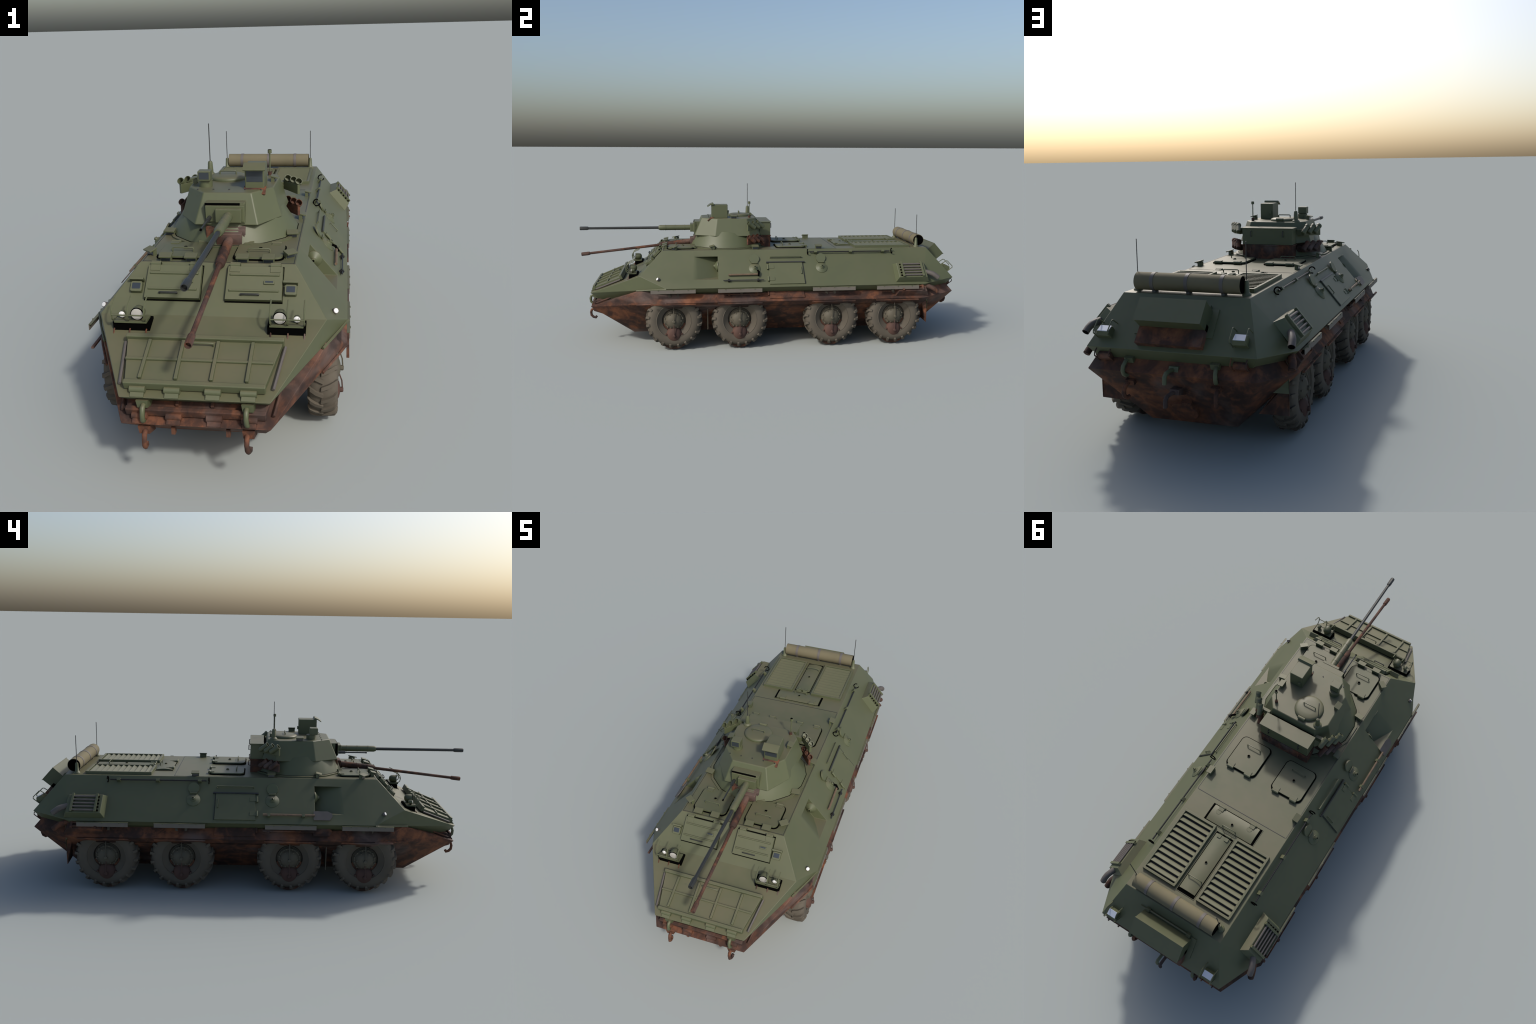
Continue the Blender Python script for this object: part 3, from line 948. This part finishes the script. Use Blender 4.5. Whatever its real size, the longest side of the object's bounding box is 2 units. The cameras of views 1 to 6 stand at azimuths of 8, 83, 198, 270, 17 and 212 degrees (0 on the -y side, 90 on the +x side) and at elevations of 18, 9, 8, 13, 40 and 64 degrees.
# small rotating periscope
b = Build()
b.lathe((-.0815, -.272, ZT - .001), Z, [(0, .0215), (.022, .0215), (.0222, .020)], 24, 0)
per = b.obj('day_periscope', GREEN, turret, smooth=50)
b = Build(); b.box((-.0815, -.2835, .6825), (.040, .036, .031)); b.obj('periscope_head', GREEN, per, bevel=.0025)
b = Build(); b.box((-.0815, -.3020, .6835), (.031, .0012, .021)); b.obj('periscope_window', GLASS, per)
# smoke grenade launchers
def launcher(s):
    b = Build()
    o, i = V((.1965 * s, -.1290, 0)), V((.140 * s, -.058, 0))
    d = (i - o).normalized(); nn = V((-d.y * s, d.x * s, 0)) * -1
    th = .010
    nb = V((d.y, -d.x, 0)) * (1 if V((d.y, -d.x, 0)).y > 0 else -1)
    q = [o, i, i + nb * th, o + nb * th]
    lo = [V((p.x, p.y, .586)) for p in q]; lo[1].z = lo[2].z = .590
    hi = [V((p.x, p.y, .618)) for p in q]
    if s < 0: lo.reverse(); hi.reverse()
    b.hexa(lo, hi)
    b.box(((.128) * s, -.070, .603), (.034, .014, .026))
    br = b.obj('launcher_bracket', GREEN, turret, bevel=.0012)
    out = [br]
    for tip in ((.2005, -.1215, .6295), (.1815, -.0980, .6300), (.1610, -.0745, .6305)):
        T = sgn(tip, s); dr = V((.0125 * s, -.035, .0275)).normalized()
        k = Build()
        k.lathe(T - dr * .050, dr, [(0, .008), (.003, .0108), (.041, .0108), (.0412, .0122), (.0480, .0122), (.0500, .0118), (.0500, .0102), (.0300, .0098), (.0300, 0)], 16, 0, close=True)
        out.append(k.obj('smoke_launcher', GREEN, br, smooth=40))
    for ob in out:
        r = rusted(ob); r.parent = ROOT
launcher(1); launcher(-1)
# stowage box on the turret rear
b = Build()
b.box((0, -.0245, .5885), (.226, .058, .070))
stow = b.obj('stowage_box', GREEN, turret, bevel=.0015)
b2 = Build(); b2.box((0, -.0245, .6235), (.234, .064, .0045)); lid = b2.obj('stowage_lid', GREEN, stow, bevel=.0012)
for ob in (stow, lid): r = rusted(ob); r.parent = ROOT
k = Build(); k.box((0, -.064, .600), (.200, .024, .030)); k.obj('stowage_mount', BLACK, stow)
for x in (-.072, .072):
    k = Build(); k.tube([(x, .003, .612), (x, .012, .611), (x, .0125, .589), (x, .003, .588)], .0017, 6)
    h = k.obj('stowage_handle', STEEL, stow); r = rusted(h); r.parent = ROOT

# ---------------------------------------------------------------- gun
GX, GZ = .0105, .587
TR = V((0, -.40, .587))                                          # trunnion
gun_parts = []
b = Build()
b.box((-.002, -.365, .5915), (.120, .064, .064), 0)                   # surround
b.box((-.0095, -.3935, .5935), (.1065, .012, .0585), 1)               # dark slot
b.box((.0505, -.391, .5905), (.0150, .018, .0605), 0)
mant = b.obj('gun_mantlet', [GREEN, BLACK], turret, bevel=.0015); gun_parts.append(mant)
b = Build(); b.box((-.0025, -.3985, .5905), (.117, .009, .050)); gun_parts.append(b.obj('mantlet_plate', GREEN, mant, bevel=.002))
b = Build(); b.box((GX, -.409, .588), (.077, .022, .041)); gun_parts.append(b.obj('mantlet_block', GREEN, mant, bevel=.0022))
b = Build()
prof = [(0, .0142)]
for y in (.029, .079, .130):
    prof += [(y - .0012, .0142), (y - .001, .0150), (y + .002, .0150), (y + .0022, .0142)]
prof += [(.158, .0142), (.168, .0110), (.1682, .0075)]
b.lathe((GX, -.420, GZ), (0, -1, 0), prof, 20)
gun_parts.append(b.obj('gun_sleeve', GREEN, mant, smooth=40))
b = Build()
b.lathe((GX, -.585, GZ), (0, -1, 0), [(0, .0072), (.372, .0066), (.3722, .0088), (.380, .0098), (.412, .0098), (.416, .0090), (.416, .0075), (.404, .0065)], 10)
gun_parts.append(b.obj('gun_barrel', STEEL, mant, smooth=30))
b = Build()
b.cyl((-.048, -.400, .579), (-.048, -.437, .579), .0066, 12, 0)
b.cyl((-.048, -.437, .579), (-.0485, -.536, .579), .0030, 8, 0)
b.cyl((-.0485, -.531, .579), (-.0485, -.5368, .579), .0036, 8, 1)
b.obj('machine_gun', [STEEL, BLACK], mant)
M = Matrix.Translation(TR - V((0, 0, DROP))) @ Matrix.Rotation(math.radians(6.3), 4, 'X') @ Matrix.Translation(-TR)
for ob in gun_parts:
    if 'mantlet' in ob.name and 'block' not in ob.name: r = rusted(ob)
    else: r = rusted(ob, matrix=M)

# ---------------------------------------------------------------- wheels
def tyre_mesh():
    """axis +x, centre at origin; x grows outward"""
    b = Build()
    R = .1345
    prof = [(-.040, .060), (-.042, .085), (-.043, .108), (-.040, .122), (-.032, .131), (-.015, R), (.015, R), (.030, .131),
            (.039, .123), (.0430, .110), (.0425, .096), (.0405, .0880), (.0412, .0868), (.0412, .0850), (.0375, .0838), (.0290, .0710), (.0220, .0600), (.0060, .0575), (.0055, .0)]
    b.lathe((0, 0, 0), (1, 0, 0), prof, 64, close=False)
    # chevron lugs: alternating left and right, slanting from shoulder to centre
    n = 20
    for i in range(n):
        for sd in (1, -1):
            a0 = 2 * math.pi * (i + (.25 if sd > 0 else -.25)) / n
            sk = .16                                            # sweep of the lug
            def P(x, r, a): return V((x, -r * math.sin(a), r * math.cos(a)))
            w0, w1 = .046, .040
            ctr = [(sd * -.003, R - .002, R + .0078, a0 + sk * .75), (sd * .020, R - .003, R + .0078, a0 + .05), (sd * .035, R - .010, R + .0052, a0 - .02), (sd * .0415, R - .016, R - .003, a0 - .03), (sd * .0435, R - .022, R - .011, a0 - .03)]
            rings = []
            for x, r0, r1, a in ctr:
                h = .098
                xi = x - sd * .006 if abs(x) > .04 else x
                rings.append([P(xi, r0, a - h / 2), P(x, r1, a - h / 2 * .86), P(x, r1, a + h / 2 * .86), P(xi, r0, a + h / 2)])
            vs = [p for rg in rings for p in rg]
            fs = []
            for j in range(len(rings) - 1):
                for q in range(4):
                    q2 = (q + 1) % 4
                    fs.append((j * 4 + q, j * 4 + q2, (j + 1) * 4 + q2, (j + 1) * 4 + q))
            fs += [(3, 2, 1, 0), tuple(range(len(rings) * 4 - 4, len(rings) * 4))]
            if sd > 0: fs = [tuple(reversed(f)) for f in fs]
            b.add(vs, fs)
    return b
def hub_mesh():
    b = Build()
    b.lathe((0, 0, 0), (1, 0, 0), [(-.02, .055), (.0135, .0545), (.0150, .0520), (.0200, .0505), (.0255, .0460), (.0262, .0425), (.0335, .0390), (.0400, .0330), (.0460, .0230), (.0490, .0120), (.0500, .0)], 32)
    b.lathe((.048, 0, 0), (1, 0, 0), [(0, .0085), (.009, .0080), (.011, .0050)], 10)
    for i in range(12):
        a = 2 * math.pi * (i + .5) / 12
        b.lathe((.020, .0455 * math.sin(a), .0455 * math.cos(a)), (1, 0, 0), [(0, .0048), (.0095, .0044), (.0105, .003)], 6)
    for i in range(6):
        a = 2 * math.pi * (i + .0) / 6 + .5
        b.box((.036, .033 * math.sin(a), .033 * math.cos(a)), (.008, .006, .010), 0, Matrix.Rotation(-a, 3, 'X'))
    # tyre inflation pipe
    b.tube([(.032, 0, .078), (.044, 0, .058), (.054, 0, .030), (.056, 0, .004)], .0022, 6)
    return b
WX = .2985
WZ = .151
tyre_me = hub_ob = None
first_t = first_h = None
def rim_mesh():
    b = Build(); b.lathe((0, 0, 0), (1, 0, 0), [(-.038, .060), (-.037, .0775), (-.030, .078), (-.024, .070), (.006, .070), (.012, .078), (.016, .0775), (.017, .055)], 40)
    return b
first_r = first_k = None
for y in (-.508, -.176, .2975, .629):
    for s in (1, -1):
        rz = 0 if s > 0 else math.pi
        if first_h is None:
            hub = first_h = hub_mesh().obj('wheel', HUBM, smooth=35)
            ty = first_t = tyre_mesh().obj('tyre', TYRE, hub, smooth=38)
            rim = first_r = rim_mesh().obj('rusted_rim', RUST, smooth=40)
        else:
            hub = copy_of(first_h); ty = copy_of(first_t, parent=hub); rim = copy_of(first_r)
        ty.rotation_euler = (random.uniform(0, .3), 0, 0)
        hub.location = (WX * s, y, WZ); hub.rotation_euler = (0, 0, rz)
        rim.location = (WX * s, y, .078); rim.rotation_euler = (0, 0, rz)
        if first_k is None:
            k = Build()
            k.lathe((0, 0, 0), (1, 0, 0), [(0, .040), (.0290, .0400), (.0335, .0375), (.0400, .0330), (.0460, .0230), (.0490, .0120), (.0500, .0)], 28)
            k.lathe((.048, 0, 0), (1, 0, 0), [(0, .0085), (.009, .0080), (.011, .0050)], 10)
            for a in (1, -1): k.lathe((.030, .040 * a, .006), (1, 0, 0), [(0, .0045), (.0115, .0042), (.0125, .003)], 6)
            k.tube([(.044, 0, .058), (.054, 0, .030), (.056, 0, .004)], .0022, 6)
            rh = first_k = k.obj('rusted_hub', HUBRUST, smooth=35)
        else:
            rh = copy_of(first_k)
        rh.location = (WX * s, y, WZ - DROP); rh.rotation_euler = (0, 0, rz)
        # axle
        a = Build(); a.cyl((.10 * s, y, WZ), (.285 * s, y, WZ), .022, 12); a.obj('axle', RUST)
